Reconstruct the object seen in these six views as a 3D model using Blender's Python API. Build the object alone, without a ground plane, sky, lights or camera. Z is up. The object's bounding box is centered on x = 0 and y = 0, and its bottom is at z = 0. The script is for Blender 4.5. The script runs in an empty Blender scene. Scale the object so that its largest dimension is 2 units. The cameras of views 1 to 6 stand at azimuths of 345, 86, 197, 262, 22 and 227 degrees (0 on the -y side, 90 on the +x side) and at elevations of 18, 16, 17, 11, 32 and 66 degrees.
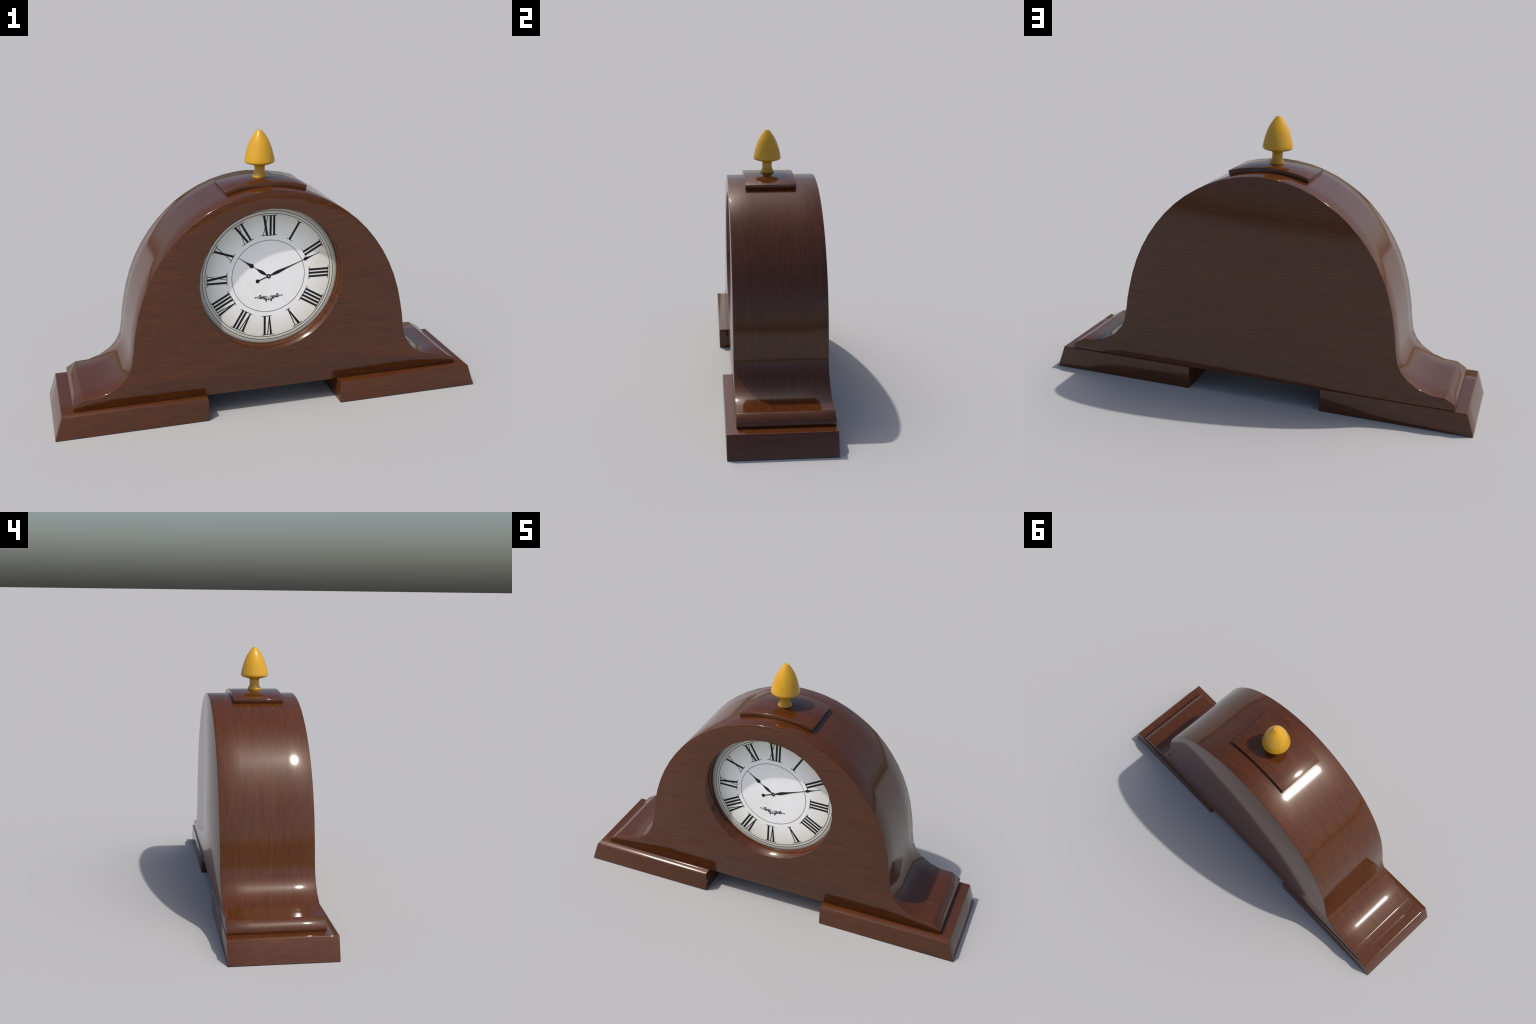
"""Mantel clock: arched wooden case on two block feet, white dial with Roman
numerals, crown plaque and a turned yellow finial.  Metres, z up, front is -y."""
import bpy, bmesh, math
from mathutils import Vector

# ------------------------------------------------------------------ sizes
FOOT_IN, FOOT_OUT, FOOT_TOP_OUT = 0.3140, 1.0002, 0.9655
FOOT_Y, FOOT_H = 0.2422, 0.1035
CASE_FRONT, CASE_BACK, CASE_BOTTOM = -0.1978, 0.2386, 0.1025
CASE_ROWS = 4                          # the arch is built of four strips front to back
SWELL = 0.0009
HOLE_R, HOLE_Z = 0.3308, 0.6220
DIAL_Y, DIAL_X, DIAL_Z, DIAL_R = -0.1240, 0.0014, 0.6190, 0.3285
DIAL_TILT = math.radians(1.2)          # the printed dial sits turned a little clockwise
LEDGE = 0.82                           # the front ledge starts at this share of the foot depth
EDGE = 0.0032                          # rounding of the wood edges


# ------------------------------------------------------------------ materials
def srgb(r, g, b):
    f = lambda c: c / 12.92 if c <= 0.04045 else ((c + 0.055) / 1.055) ** 2.4
    return (f(r / 255), f(g / 255), f(b / 255), 1.0)


def new_mat(name):
    m = bpy.data.materials.new(name)
    m.use_nodes = True
    nt = m.node_tree
    return m, nt, nt.nodes["Principled BSDF"]


def ramp(nt, stops):
    n = nt.nodes.new("ShaderNodeValToRGB")
    el = n.color_ramp.elements
    el[0].position, el[0].color = stops[0]
    el[1].position, el[1].color = stops[-1]
    for p, c in stops[1:-1]:
        e = el.new(p)
        e.color = c
    return n


def wood(name, scale):
    """Polished mahogany; `scale` is low along the grain and high across it."""
    m, nt, bsdf = new_mat(name)
    L = nt.links.new
    tc = nt.nodes.new("ShaderNodeTexCoord")

    def noise(mult, detail, rough, offset, distort=0.0):
        mp = nt.nodes.new("ShaderNodeMapping")
        mp.inputs["Scale"].default_value = [s * k for s, k in zip(scale, mult)]
        mp.inputs["Location"].default_value = offset
        L(tc.outputs["Object"], mp.inputs["Vector"])
        n = nt.nodes.new("ShaderNodeTexNoise")
        n.inputs["Scale"].default_value = 1.0
        n.inputs["Detail"].default_value = detail
        n.inputs["Roughness"].default_value = rough
        n.inputs["Distortion"].default_value = distort
        L(mp.outputs["Vector"], n.inputs["Vector"])
        return n

    figure = noise((1, 1, 1), 3.0, 0.55, (3.1, 1.7, 5.3), 0.3)      # broad bands
    streak = noise((3.0, 3.2, 3.2), 4.0, 0.62, (7.7, 2.2, 0.4), 0.2)  # short streaks
    pores = noise((9, 6, 6), 1.0, 0.5, (1.3, 8.8, 4.1))              # dark pores

    base = ramp(nt, [(0.31, WOOD_DARK), (0.50, WOOD_MID), (0.69, WOOD_LIGHT)])
    mix = nt.nodes.new("ShaderNodeMix")
    mix.data_type = "FLOAT"
    mix.inputs["Factor"].default_value = 0.66
    L(figure.outputs["Fac"], mix.inputs["A"])
    L(streak.outputs["Fac"], mix.inputs["B"])
    L(mix.outputs["Result"], base.inputs["Fac"])
    dark = ramp(nt, [(0.26, (0.72, 0.72, 0.80, 1)), (0.44, (1, 1, 1, 1))])
    L(pores.outputs["Fac"], dark.inputs["Fac"])
    mul = nt.nodes.new("ShaderNodeMix")
    mul.data_type = "RGBA"
    mul.blend_type = "MULTIPLY"
    mul.inputs["Factor"].default_value = 1.0
    L(base.outputs["Color"], mul.inputs["A"])
    L(dark.outputs["Color"], mul.inputs["B"])
    L(mul.outputs["Result"], bsdf.inputs["Base Color"])
    bsdf.inputs["Roughness"].default_value = 0.11
    bsdf.inputs["IOR"].default_value = 1.5
    return m


WOOD_DARK = (0.058, 0.0172, 0.0058, 1)
WOOD_MID = (0.080, 0.0225, 0.0052, 1)
WOOD_LIGHT = (0.106, 0.0288, 0.0058, 1)
# board grain: runs level across faces that stand upright; band grain: runs
# round the arch and along ledges, its streaks lying side by side in y
BOARD = wood("mahogany_board", (3.0, 3.0, 40.0))
BAND = wood("mahogany_band", (3.0, 38.0, 3.0))

YELLOW, _nt, _b = new_mat("yellow_lacquer")
_n = _nt.nodes.new("ShaderNodeTexNoise")
_n.inputs["Scale"].default_value = 14.0
_r = ramp(_nt, [(0.3, (0.56, 0.295, 0.012, 1)), (0.7, (0.60, 0.325, 0.015, 1))])
_tc = _nt.nodes.new("ShaderNodeTexCoord")
_nt.links.new(_tc.outputs["Object"], _n.inputs["Vector"])
_nt.links.new(_n.outputs["Fac"], _r.inputs["Fac"])
_nt.links.new(_r.outputs["Color"], _b.inputs["Base Color"])
_b.inputs["Roughness"].default_value = 0.1

INK, _nt, _b = new_mat("black_ink")
_n = _nt.nodes.new("ShaderNodeTexNoise")
_n.inputs["Scale"].default_value = 60.0
_r = ramp(_nt, [(0.3, srgb(24, 24, 25)), (0.7, srgb(29, 29, 29))])
_nt.links.new(_n.outputs["Fac"], _r.inputs["Fac"])
_nt.links.new(_r.outputs["Color"], _b.inputs["Base Color"])
_b.inputs["Roughness"].default_value = 0.6
_b.inputs["Specular IOR Level"].default_value = 0.25


def dial_material():
    m, nt, bsdf = new_mat("aged_white_enamel")
    L = nt.links.new
    tc = nt.nodes.new("ShaderNodeTexCoord")
    # radius from the dial centre: white middle, cream margin, darkening to grey-beige at the edge
    sub = nt.nodes.new("ShaderNodeVectorMath")
    sub.operation = "MULTIPLY"
    sub.inputs[1].default_value = (1, 0, 1)
    L(tc.outputs["Object"], sub.inputs[0])
    ln = nt.nodes.new("ShaderNodeVectorMath")
    ln.operation = "LENGTH"
    L(sub.outputs[0], ln.inputs[0])
    rr = nt.nodes.new("ShaderNodeMapRange")
    rr.inputs["From Max"].default_value = DIAL_R
    L(ln.outputs["Value"], rr.inputs["Value"])
    radial = ramp(nt, [(0.0, srgb(253, 253, 251)), (0.56, srgb(251, 251, 248)), (0.68, srgb(245, 245, 239)),
                       (0.86, srgb(238, 237, 226)), (0.93, srgb(228, 226, 213)),
                       (1.0, srgb(162, 160, 149))])
    L(rr.outputs["Result"], radial.inputs["Fac"])
    # faint ochre stains
    n = nt.nodes.new("ShaderNodeTexNoise")
    n.inputs["Scale"].default_value = 7.0
    n.inputs["Detail"].default_value = 6.0
    n.inputs["Roughness"].default_value = 0.65
    L(tc.outputs["Object"], n.inputs["Vector"])
    st = ramp(nt, [(0.50, (1, 1, 1, 1)), (0.74, (0.93, 0.92, 0.86, 1))])
    L(n.outputs["Fac"], st.inputs["Fac"])
    mul = nt.nodes.new("ShaderNodeMix")
    mul.data_type = "RGBA"
    mul.blend_type = "MULTIPLY"
    mul.inputs["Factor"].default_value = 1.0
    L(radial.outputs["Color"], mul.inputs["A"])
    L(st.outputs["Color"], mul.inputs["B"])
    L(mul.outputs["Result"], bsdf.inputs["Base Color"])
    bsdf.inputs["Roughness"].default_value = 0.5
    return m


ENAMEL = dial_material()


# ------------------------------------------------------------------ helpers
def add_object(name, bm, mats, parent, origin=(0, 0, 0), smooth=True):
    bmesh.ops.recalc_face_normals(bm, faces=bm.faces[:])
    me = bpy.data.meshes.new(name)
    if any(origin):
        bmesh.ops.translate(bm, verts=bm.verts[:], vec=-Vector(origin))
    bm.to_mesh(me)
    bm.free()
    for mt in mats:
        me.materials.append(mt)
    for p in me.polygons:
        p.use_smooth = smooth
    ob = bpy.data.objects.new(name, me)
    bpy.context.scene.collection.objects.link(ob)
    ob.parent = parent
    base = Vector(parent["world"]) if parent and "world" in parent else Vector((0, 0, 0))
    ob.location = Vector(origin) - base
    ob["world"] = list(origin)
    return ob


def bevel(ob, width=EDGE, angle=28, segments=2):
    b = ob.modifiers.new("rounded_edges", "BEVEL")
    b.width = width
    b.segments = segments
    b.limit_method = "ANGLE"
    b.angle_limit = math.radians(angle)
    b.use_clamp_overlap = False
    b.harden_normals = False
    return b


def prism(bm, outline, y0, y1, mat=0):
    """Extrude an (x, z) outline from y0 to y1; returns its side faces."""
    a = [bm.verts.new((x, y0, z)) for x, z in outline]
    b = [bm.verts.new((x, y1, z)) for x, z in outline]
    n = len(outline)
    bm.faces.new(a).material_index = mat
    bm.faces.new(b[::-1]).material_index = mat
    return [bm.faces.new((a[(i + 1) % n], a[i], b[i], b[(i + 1) % n])) for i in range(n)]


def lathe(bm, profile, segs, axis=(0.0, 0.0)):
    rings = []
    for r, z in profile:
        rings.append([bm.verts.new((axis[0] + r * math.cos(2 * math.pi * k / segs),
                                    axis[1] + r * math.sin(2 * math.pi * k / segs), z))
                      for k in range(segs)])
    for a, b in zip(rings, rings[1:]):
        for k in range(segs):
            bm.faces.new((a[k], a[(k + 1) % segs], b[(k + 1) % segs], b[k]))
    bm.faces.new(rings[0][::-1])
    bm.faces.new(rings[-1])


# ------------------------------------------------------------------ the clock
clock = bpy.data.objects.new("mantel_clock", None)
bpy.context.scene.collection.objects.link(clock)
clock["label"] = "polished mahogany arched mantel clock with white Roman dial and yellow finial"
clock["category"] = "mantel clock"

EDGE_LEAN = {-1: 42, 1: 28}            # tilt of the ledge's shading normals, set per foot for the sun glint, degrees
# ---- feet: long blocks with sloping outer ends
for side in (-1, 1):
    bm = bmesh.new()
    outline = [(side * FOOT_IN, 0.0), (side * FOOT_OUT, 0.0),
               (side * FOOT_TOP_OUT, FOOT_H), (side * FOOT_IN, FOOT_H)]
    if side < 0:
        outline.reverse()
    rows = [[bm.verts.new((x, FOOT_Y * k / 2, z)) for x, z in outline] for k in (-2, -2 * LEDGE, -1, 0, 1, 2)]
    bm.faces.new(rows[0])
    bm.faces.new(rows[-1][::-1])
    under = []
    for p, q in zip(rows, rows[1:]):
        for i in range(4):
            j = (i + 1) % 4
            f = bm.faces.new((p[i], q[i], q[j], p[j]))
            zs = (outline[i][1], outline[j][1])
            if zs == (FOOT_H, FOOT_H):
                f.material_index = 1
            if zs == (0.0, 0.0):
                under.append(f)
    # the underside is a plain sawn face: its edges are left square
    bmesh.ops.split(bm, geom=under)
    bmesh.ops.recalc_face_normals(bm, faces=bm.faces[:])
    sharp = [e for e in bm.edges if len(e.link_faces) == 2 and e.calc_face_angle() > 0.5]
    bmesh.ops.bevel(bm, geom=sharp, offset=EDGE * 0.9, segments=2, profile=0.5, affect="EDGES")
    foot = add_object("foot", bm, [BOARD, BAND], clock)
    # flat front ledge: normals bent forward to shape the sun highlight along it
    me = foot.data
    normals = [Vector(c.vector) for c in me.corner_normals]
    for p in me.polygons:
        if p.normal.z > 0.999:
            for li in p.loop_indices:
                y = me.vertices[me.loops[li].vertex_index].co.y
                t = (-y - FOOT_Y * LEDGE) / (FOOT_Y * (1 - LEDGE))
                normals[li] = Vector((0, 0, 1))
                if t > -0.01:
                    x = abs(me.vertices[me.loops[li].vertex_index].co.x)
                    outer = max(0.0, min(1.0, (x - FOOT_IN) / (FOOT_TOP_OUT - FOOT_IN)))
                    lean = math.radians((EDGE_LEAN[side] - 3 + 9 * outer) * (0.42 + 0.58 * t))
                    normals[li] = Vector((side * 0.06 * outer ** 4, -math.sin(lean), math.cos(lean))).normalized()
        elif p.normal.y < -0.1 and p.normal.z > 0.1 and abs(p.normal.x) < 0.05:
            for li in p.loop_indices:       # the small round between ledge and front
                co = me.vertices[me.loops[li].vertex_index].co
                t = min(1.0, max(0.0, (FOOT_H - co.z) / (EDGE * 0.9)))
                lean = math.radians(EDGE_LEAN[side] + (90 - EDGE_LEAN[side]) * t)
                normals[li] = Vector((0, -math.sin(lean), math.cos(lean)))
    me.normals_split_custom_set(normals)

# ---- case: arch flowing through a cove into a low chamfered shoulder
HALF = [(0.0, 1.0335), (0.0575, 1.0295), (0.1160, 1.0200), (0.1779, 1.0032),
        (0.2397, 0.9782), (0.2952, 0.9482), (0.3488, 0.9131), (0.3985, 0.8718),
        (0.4449, 0.8243), (0.4873, 0.7712), (0.5236, 0.7163), (0.5560, 0.6553),
        (0.5824, 0.5921), (0.6042, 0.5215), (0.6187, 0.4545), (0.6290, 0.3985),
        (0.6352, 0.3450), (0.6415, 0.3110), (0.6478, 0.2800), (0.6675, 0.2410),
        (0.7000, 0.2070), (0.7495, 0.1765), (0.8045, 0.1585), (0.8655, 0.1560),
        (0.9110, 0.1290), (0.9115, CASE_BOTTOM)]
# the listed points run along the rounded edge; the full outline lies a hair outside
HALF = [(x + SWELL * (x > 0) * (1 if z < 0.6 else x / 0.64), z + SWELL * (0.6 if z > 0.6 else 0.0)
         if z != CASE_BOTTOM else z) for x, z in HALF]
OUTLINE = HALF + [(-x, z) for x, z in reversed(HALF[1:])]


def build_case():
    bm = bmesh.new()
    n = len(OUTLINE)
    rows = [[bm.verts.new((x, CASE_FRONT + (CASE_BACK - CASE_FRONT) * k / CASE_ROWS, z)) for x, z in OUTLINE]
            for k in range(CASE_ROWS + 1)]
    fr, bk = rows[0], rows[-1]
    bm.faces.new(bk)
    for i, a, b in [(i, a, b) for i in range(n) for a, b in zip(rows, rows[1:])]:
        j = (i + 1) % n
        f = bm.faces.new((a[i], a[j], b[j], b[i]))
        x = max(abs(OUTLINE[i][0]), abs(OUTLINE[j][0]))
        # the arch and cove carry the band grain, the chamfered ends do not
        f.material_index = 0 if x > 0.90 and min(OUTLINE[i][1], OUTLINE[j][1]) < 0.14 else 1
        if OUTLINE[i][1] == CASE_BOTTOM and OUTLINE[j][1] == CASE_BOTTOM:
            f.material_index = 1
    segs = 32
    floor = DIAL_Y + 0.060
    hole, deep = [], []
    for k in range(segs):
        a = 2 * math.pi * k / segs
        x, z = (HOLE_R + 0.0006) * math.cos(a), HOLE_Z + (HOLE_R + 0.0006) * math.sin(a)
        hole.append(bm.verts.new((x, CASE_FRONT, z)))
        deep.append(bm.verts.new((x, floor, z)))
    # the pocket stands loose behind the flat front board, so the board stays flat
    mouth = [bm.verts.new(v.co + Vector((0, 0.0004, 0))) for v in hole]
    for k in range(segs):
        j = (k + 1) % segs
        bm.faces.new((mouth[k], mouth[j], deep[j], deep[k]))
    bm.faces.new(deep)
    edges = [bm.edges.get((fr[i], fr[(i + 1) % n])) for i in range(n)]
    edges += [bm.edges.new((hole[k], hole[(k + 1) % segs])) for k in range(segs)]
    bmesh.ops.triangle_fill(bm, use_beauty=True, use_dissolve=False, edges=edges)
    bmesh.ops.recalc_face_normals(bm, faces=bm.faces[:])
    crisp = []
    for e in bm.edges:
        if len(e.link_faces) != 2 or e.calc_face_angle() < math.radians(28):
            continue
        p, q = e.verts[0].co, e.verts[1].co
        round_opening = max(math.hypot(v.x, v.z - HOLE_Z) for v in (p, q)) < HOLE_R + 0.004
        soft_shoulder = min(abs(p.x), abs(q.x)) > 0.905 and min(p.z, q.z) > 0.12
        if not round_opening and not (soft_shoulder and abs(p.z - q.z) < 1e-5):
            crisp.append(e)
    bmesh.ops.bevel(bm, geom=crisp, offset=EDGE, segments=2, profile=0.5, affect="EDGES")
    return add_object("case", bm, [BOARD, BAND], clock)


case = build_case()

# ---- lining of the round opening: straight wall, normals tilted forward to place a sun reflection
bm = bmesh.new()
SEGS = 32
LINING = [(HOLE_R + 0.0022, CASE_FRONT - 0.0003, 86), (HOLE_R + 0.0003, CASE_FRONT + 0.0004, 52),
          (HOLE_R, CASE_FRONT + 0.0022, 42),
          (HOLE_R, DIAL_Y + 0.010, 20)]      # radius, depth, tilt of the shading normal towards the front
rows = [[bm.verts.new((r * math.cos(2 * math.pi * k / SEGS), y, HOLE_Z + r * math.sin(2 * math.pi * k / SEGS)))
         for k in range(SEGS)] for r, y, _ in LINING]
for k in range(SEGS):
    j = (k + 1) % SEGS
    for p, q in zip(rows, rows[1:]):
        bm.faces.new((p[k], p[j], q[j], q[k]))
me = bpy.data.meshes.new("dial_recess")
bm.to_mesh(me)
bm.free()
lining_normals = []
for i, v in enumerate(me.vertices):
    tilt = math.radians(LINING[i // SEGS][2])
    inward = Vector((-v.co.x, 0, HOLE_Z - v.co.z)).normalized()
    lining_normals.append(inward * math.cos(tilt) + Vector((0, -math.sin(tilt), 0)))
if me.polygons[2].normal.dot(lining_normals[me.polygons[2].vertices[0]]) < 0:
    me.flip_normals()
for p in me.polygons:
    p.use_smooth = True
me.normals_split_custom_set_from_vertices(lining_normals)
me.materials.append(BOARD)
recess = bpy.data.objects.new("dial_recess", me)
bpy.context.scene.collection.objects.link(recess)
recess.parent = clock

# ---- crown plaque: a thin plate bent over the top of the arch
CROWN_HALF = [(0.0, 1.0550), (0.0660, 1.0505), (0.1315, 1.0402), (0.1863, 1.0250)]
crown_top = [(-x, z) for x, z in reversed(CROWN_HALF[1:])] + CROWN_HALF
crown_low = [(-0.1795, 0.9990), (-0.1160, 1.0165), (-0.0575, 1.0265), (0.0, 1.0300),
             (0.0575, 1.0265), (0.1160, 1.0165), (0.1795, 0.9990)]
bm = bmesh.new()
sides = prism(bm, crown_top + crown_low[::-1], -0.1165, 0.1280)
for f in sides[:6]:
    f.material_index = 1
crown = add_object("crown_plaque", bm, [BOARD, BAND], clock)
bevel(crown, 0.0020)

# ---- finial: turned acorn on a waisted stem
FINIAL = [(0.0290, 1.0470), (0.0325, 1.0505), (0.0343, 1.0540), (0.0346, 1.0568),
          (0.0335, 1.0600), (0.0300, 1.0655), (0.0268, 1.0705), (0.0248, 1.0760),
          (0.0242, 1.0815), (0.0242, 1.1020), (0.0250, 1.1050), (0.0300, 1.1078),
          (0.0450, 1.1125), (0.0600, 1.1172), (0.0665, 1.1205), (0.0688, 1.1240),
          (0.0690, 1.1285), (0.0684, 1.1335), (0.0673, 1.1395), (0.0636, 1.1560),
          (0.0577, 1.1785), (0.0500, 1.2005), (0.0440, 1.2150), (0.0375, 1.2278),
          (0.0258, 1.2455), (0.0185, 1.2553), (0.0113, 1.2645)]
bm = bmesh.new()
lathe(bm, FINIAL, 48, (0.0, 0.001))
finial = add_object("finial", bm, [YELLOW], clock)
finial.data.set_sharp_from_angle(angle=math.radians(50))

# ---- dial: flat enamel disc with its edge curving slightly back
C = Vector((DIAL_X, DIAL_Y, DIAL_Z))
bm = bmesh.new()
SEG = 96
prof = [(0.100, 0.0), (0.200, 0.0), (0.300, 0.0), (0.3085, 0.0001), (0.3150, 0.0005),
        (0.3210, 0.0012), (0.3260, 0.0022), (0.3296, 0.0034), (0.3296, 0.0120)]
rings = [[bm.verts.new((C.x * (1 if r < 0.3 else 0.3) + r * math.cos(2 * math.pi * k / SEG), DIAL_Y + d,
                        (DIAL_Z if r < 0.3 else HOLE_Z - 0.001) + r * math.sin(2 * math.pi * k / SEG)))
          for k in range(SEG)] for r, d in prof]
mid = bm.verts.new(C)
for k in range(SEG):
    bm.faces.new((mid, rings[0][k], rings[0][(k + 1) % SEG]))
    for a, b in zip(rings, rings[1:]):
        bm.faces.new((a[k], a[(k + 1) % SEG], b[(k + 1) % SEG], b[k]))
bm.faces.new(rings[-1])
dial = add_object("dial", bm, [ENAMEL], clock, origin=C)


# ------------------------------------------------------------------ marks on the dial
def slab(bm, poly, height):
    """A flat printed shape: (t, r) outline in the dial plane, raised by `height`."""
    top = [bm.verts.new((x, DIAL_Y - height, z)) for x, z in poly]
    low = [bm.verts.new((x, DIAL_Y + 0.0006, z)) for x, z in poly]
    n = len(poly)
    bm.faces.new(top)
    bm.faces.new(low[::-1])
    for i in range(n):
        bm.faces.new((top[i], low[i], low[(i + 1) % n], top[(i + 1) % n]))


def turn(p, clock_angle):
    """Local (across, outward) to world x, z: `outward` points at clock_angle."""
    s, c = math.sin(clock_angle), math.cos(clock_angle)
    return (DIAL_X + p[0] * c + p[1] * s, DIAL_Z - p[0] * s + p[1] * c)


R_IN, R_OUT = 0.1925, 0.2840          # feet and heads of the numerals
THICK, THIN, SERIF = 0.0093, 0.0029, 0.0023
PITCH, OVER = 0.0163, 0.0098


def stroke(t0, t1, w):
    """A straight bar from the foot at t0 to the head at t1, cut level at both ends."""
    return [(t0 - w / 2, R_IN), (t0 + w / 2, R_IN), (t1 + w / 2, R_OUT), (t1 - w / 2, R_OUT)]


def roman(text):
    """Lay the letters out; returns bars (polygon, level) and the serif spans."""
    bars, t = [], 0.0
    inner, outer = [], []
    v_w = 0.0300 if text == "V" else 0.0240
    for ch in text:
        if ch == "I":
            bars.append((stroke(t + THICK / 2, t + THICK / 2, THICK), 0))
            inner += [t, t + THICK]
            outer += [t, t + THICK]
            t += PITCH
        elif ch == "V":
            apex = t + v_w * 0.56
            bars.append(([(apex - 0.0024, R_IN), (apex + 0.0026, R_IN),
                          (t + (0.0122 if text == "V" else 0.0096), R_OUT), (t, R_OUT)], 0))
            bars.append((stroke(apex, t + v_w - THIN, THIN + 0.0012), 1))
            inner += [apex, apex]
            outer += [t, t + v_w]
            t += v_w + PITCH - THICK
        elif ch == "X":
            x_w = 0.0290 if text == "X" else 0.0250
            bars.append((stroke(t + x_w - 0.0050, t + 0.0050, 0.0100), 0))
            bars.append((stroke(t + 0.0020, t + x_w - 0.0020, THIN), 1))
            inner += [t, t + x_w]
            outer += [t, t + x_w]
            t += x_w + 0.0062
    mid = (min(outer) + max(outer)) / 2
    ov_in = OVER if text != "V" else 0.0104
    serifs = [(min(outer) - OVER, max(outer) + OVER, R_OUT),
              (min(inner) - ov_in, max(inner) + ov_in, R_IN)]
    return bars, serifs, mid


for hour, text in enumerate("XII I II III IIII V VI VII VIII IX X XI".split()):
    bars, serifs, mid = roman(text)
    ang = math.radians(30 * hour) + DIAL_TILT
    bm = bmesh.new()
    for poly, level in bars:
        slab(bm, [turn((t - mid, r), ang) for t, r in poly], 0.0007 - 0.0002 * level)
    for t0, t1, r in serifs:
        h = SERIF / 2
        slab(bm, [turn((t - mid, q), ang) for t, q in
                  ((t0, r - h), (t1, r - h), (t1, r + h), (t0, r + h))], 0.0009)
    x, z = turn((0, (R_IN + R_OUT) / 2), ang)
    add_object("numeral", bm, [INK], dial, origin=(x, DIAL_Y, z), smooth=False)


def flat_ring(name, radius, width, cx=DIAL_X, cz=DIAL_Z, height=0.0006, segs=96, dip=0.0):
    bm = bmesh.new()
    rows = []
    for r, y in ((radius - width / 2, 0.0008 + dip), (radius - width / 2, -height + dip),
                 (radius + width / 2, -height + dip), (radius + width / 2, 0.0008 + dip)):
        rows.append([bm.verts.new((cx + r * math.cos(2 * math.pi * k / segs), DIAL_Y + y,
                                   cz + r * math.sin(2 * math.pi * k / segs))) for k in range(segs)])
    for a, b in zip(rows, rows[1:] + rows[:1]):
        for k in range(segs):
            bm.faces.new((a[k], b[k], b[(k + 1) % segs], a[(k + 1) % segs]))
    return add_object(name, bm, [INK], dial, origin=(cx, DIAL_Y, cz), smooth=False)


flat_ring("chapter_ring", 0.1702, 0.0018)
flat_ring("minute_ring", 0.2936, 0.0022)
flat_ring("minute_ring", 0.3060, 0.0022)


# ---- hands: half-width profiles along their length
def hand(name, clock_deg, profile, height, tail=None):
    ang = math.radians(clock_deg)
    bm = bmesh.new()
    right = [turn((w, d), ang) for d, w in profile]
    left = [turn((-w, d), ang) for d, w in reversed(profile)]
    slab(bm, right + left, height)
    if tail:
        dist, rad, neck = tail
        slab(bm, [turn(p, ang) for p in ((-neck, -0.0085), (neck, -0.0085),
                                         (neck, -dist + rad * 0.6), (-neck, -dist + rad * 0.6))], height - 0.0002)
        slab(bm, [turn((rad * math.cos(a * math.pi / 12), -dist + rad * math.sin(a * math.pi / 12)), ang)
                  for a in range(24)], height)
    return add_object(name, bm, [INK], dial, origin=(DIAL_X, DIAL_Y, DIAL_Z), smooth=False)


hand("hour_hand", 305.7,
     [(0.0075, 0.0016), (0.0140, 0.0030), (0.0230, 0.0056), (0.0320, 0.0073), (0.0395, 0.0075),
      (0.0480, 0.0064), (0.0570, 0.0042), (0.0660, 0.0021), (0.0730, 0.0014), (0.0850, 0.0014),
      (0.0865, 0.0040), (0.0890, 0.0078), (0.0925, 0.0100), (0.0965, 0.0102), (0.1010, 0.0086),
      (0.1090, 0.0058), (0.1190, 0.0038), (0.1320, 0.0023), (0.1500, 0.0014), (0.1700, 0.0010)], 0.0008)
hand("minute_hand", 69.3,
     [(0.0085, 0.0014), (0.0180, 0.0038), (0.0300, 0.0064), (0.0420, 0.0076), (0.0520, 0.0074),
      (0.0680, 0.0058), (0.0850, 0.0041), (0.1100, 0.0026), (0.1400, 0.0016), (0.1775, 0.0011),
      (0.1788, 0.0040), (0.1818, 0.0068), (0.1862, 0.0076), (0.1925, 0.0062), (0.2030, 0.0038),
      (0.2150, 0.0022), (0.2300, 0.0013), (0.2620, 0.0008)], 0.0011,
     tail=(0.0548, 0.0090, 0.0024))
flat_ring("hand_pivot", 0.0070, 0.0066, DIAL_X + 0.0002, DIAL_Z, 0.0015, 32)

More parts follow.
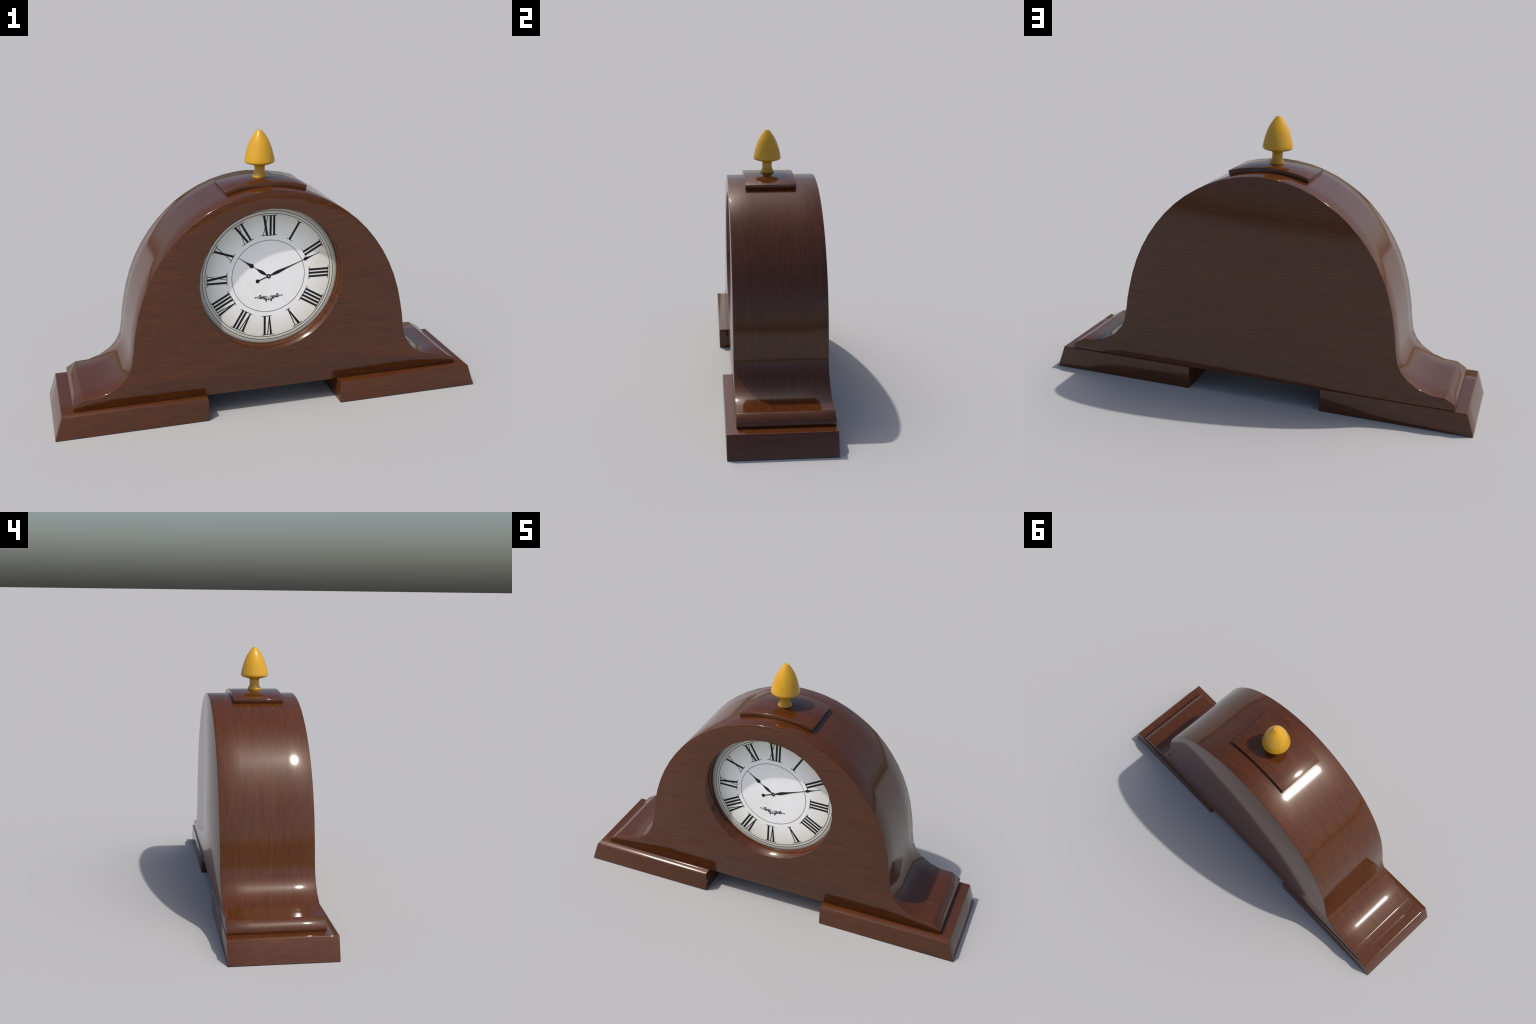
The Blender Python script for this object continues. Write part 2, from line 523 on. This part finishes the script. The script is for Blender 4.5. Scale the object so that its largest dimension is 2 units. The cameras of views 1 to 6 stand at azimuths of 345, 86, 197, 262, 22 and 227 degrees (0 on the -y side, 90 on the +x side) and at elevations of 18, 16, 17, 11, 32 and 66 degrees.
# ---- scroll ornament under the hands: tapering strokes, mirrored left and right
ORN_Z = 0.5190
MM = 0.001
SCROLLS = [   # points (x, z) in mm from the ornament centre, with half-widths in mm
    [(65.5, 0.5, 1.6), (63, 2.6, 1.9), (58, 2.9, 1.2), (53, 1.6, 1.0), (47, -1.0, 1.6), (41, -1.2, 1.4), (33, 1.8, 0.8)],
    [(5, 1.6, 0.5), (8.5, 4.6, 0.6), (16, 5.6, 0.7), (26, 5.8, 1.0), (34, 4.0, 1.0), (41, 1.8, 0.8)],
    [(36.5, 2.6, 0.9), (40.5, 4.6, 1.4), (41.8, 8.4, 1.9), (40.2, 11.8, 2.1), (37.2, 11.6, 1.3), (36, 9.6, 0.8)],
    [(44.5, 2.6, 0.4), (46.5, 5.4, 1.1), (50.5, 7.6, 0.7)],
    [(17, 2.0, 0.5), (25, 1.0, 1.2), (31, -1.4, 1.4), (36, -4.2, 2.0), (40.5, -3.6, 0.8)],
    [(29, 0.2, 0.8), (25.5, -2.0, 2.0), (23.4, -5.4, 1.7), (22.0, -9.0, 1.4), (19.6, -9.8, 0.7)],
    [(8.0, -1.4, 0.6), (11.5, 1.2, 1.0), (16, 0.4, 1.3), (18.4, -4.0, 1.6), (16.4, -8.6, 1.8), (12.6, -9.8, 1.6),
     (10.6, -7.2, 1.3), (12.6, -4.6, 0.9)],
    [(3.4, 0.4, 0.4), (2.0, -3.6, 0.6), (3.4, -7.6, 0.6), (7.0, -10.4, 0.4)],
    [(2.0, -14.2, 0.5), (6.0, -12.6, 0.8), (10.6, -12.8, 1.2), (13.6, -16.0, 1.8), (11.4, -19.4, 1.6), (7.8, -18.6, 1.3)],
]
bm = bmesh.new()


def catmull(pts, steps=5):
    out = []
    for i in range(len(pts) - 1):
        p = [Vector(pts[max(0, min(len(pts) - 1, i + k))]) for k in (-1, 0, 1, 2)]
        for s in range(steps):
            u = s / steps
            out.append(0.5 * (2 * p[1] + (p[2] - p[0]) * u + (2 * p[0] - 5 * p[1] + 4 * p[2] - p[3]) * u * u
                              + (3 * p[1] - p[0] - 3 * p[2] + p[3]) * u ** 3))
    return out + [Vector(pts[-1])]


def ribbon(pts, sx, height):
    line = catmull(pts)
    L, R = [], []
    for i, q in enumerate(line):
        d = line[min(i + 1, len(line) - 1)] - line[max(i - 1, 0)]
        nrm = Vector((-d[1], d[0])).normalized()
        for side, dst in ((1, L), (-1, R)):
            dst.append((DIAL_X + sx * MM * (q[0] + 1.3 * side * q[2] * nrm[0]), ORN_Z + MM * (q[1] + 1.3 * side * q[2] * nrm[1])))
    for i in range(len(line) - 1):
        top = [bm.verts.new((x, DIAL_Y - height, z)) for x, z in (L[i], L[i + 1], R[i + 1], R[i])]
        bm.faces.new(top)
    for row in (L, R):
        for a, b in zip(row, row[1:]):
            bm.faces.new([bm.verts.new((x, y, z)) for x, y, z in
                          ((a[0], DIAL_Y - height, a[1]), (b[0], DIAL_Y - height, b[1]),
                           (b[0], DIAL_Y + 0.0004, b[1]), (a[0], DIAL_Y + 0.0004, a[1]))])
    for e in (0, -1):
        a, b = L[e], R[e]
        bm.faces.new([bm.verts.new((x, y, z)) for x, y, z in
                      ((a[0], DIAL_Y - height, a[1]), (b[0], DIAL_Y - height, b[1]),
                       (b[0], DIAL_Y + 0.0004, b[1]), (a[0], DIAL_Y + 0.0004, a[1]))])


for i, pts in enumerate(SCROLLS):
    for sx in (-1, 1):
        ribbon(pts, sx, 0.0005 + 0.00004 * i)
slab(bm, [(DIAL_X + MM * x, ORN_Z + MM * z) for x, z in
          ((0, -6.2), (1.8, -9.4), (2.6, -12.4), (0, -13.6), (-2.6, -12.4), (-1.8, -9.4))], 0.0010)
bmesh.ops.remove_doubles(bm, verts=bm.verts[:], dist=0.000002)
add_object("scroll_ornament", bm, [INK], dial, origin=(DIAL_X, DIAL_Y, ORN_Z), smooth=False)

for ob in bpy.data.objects:
    if "world" in ob:
        del ob["world"]
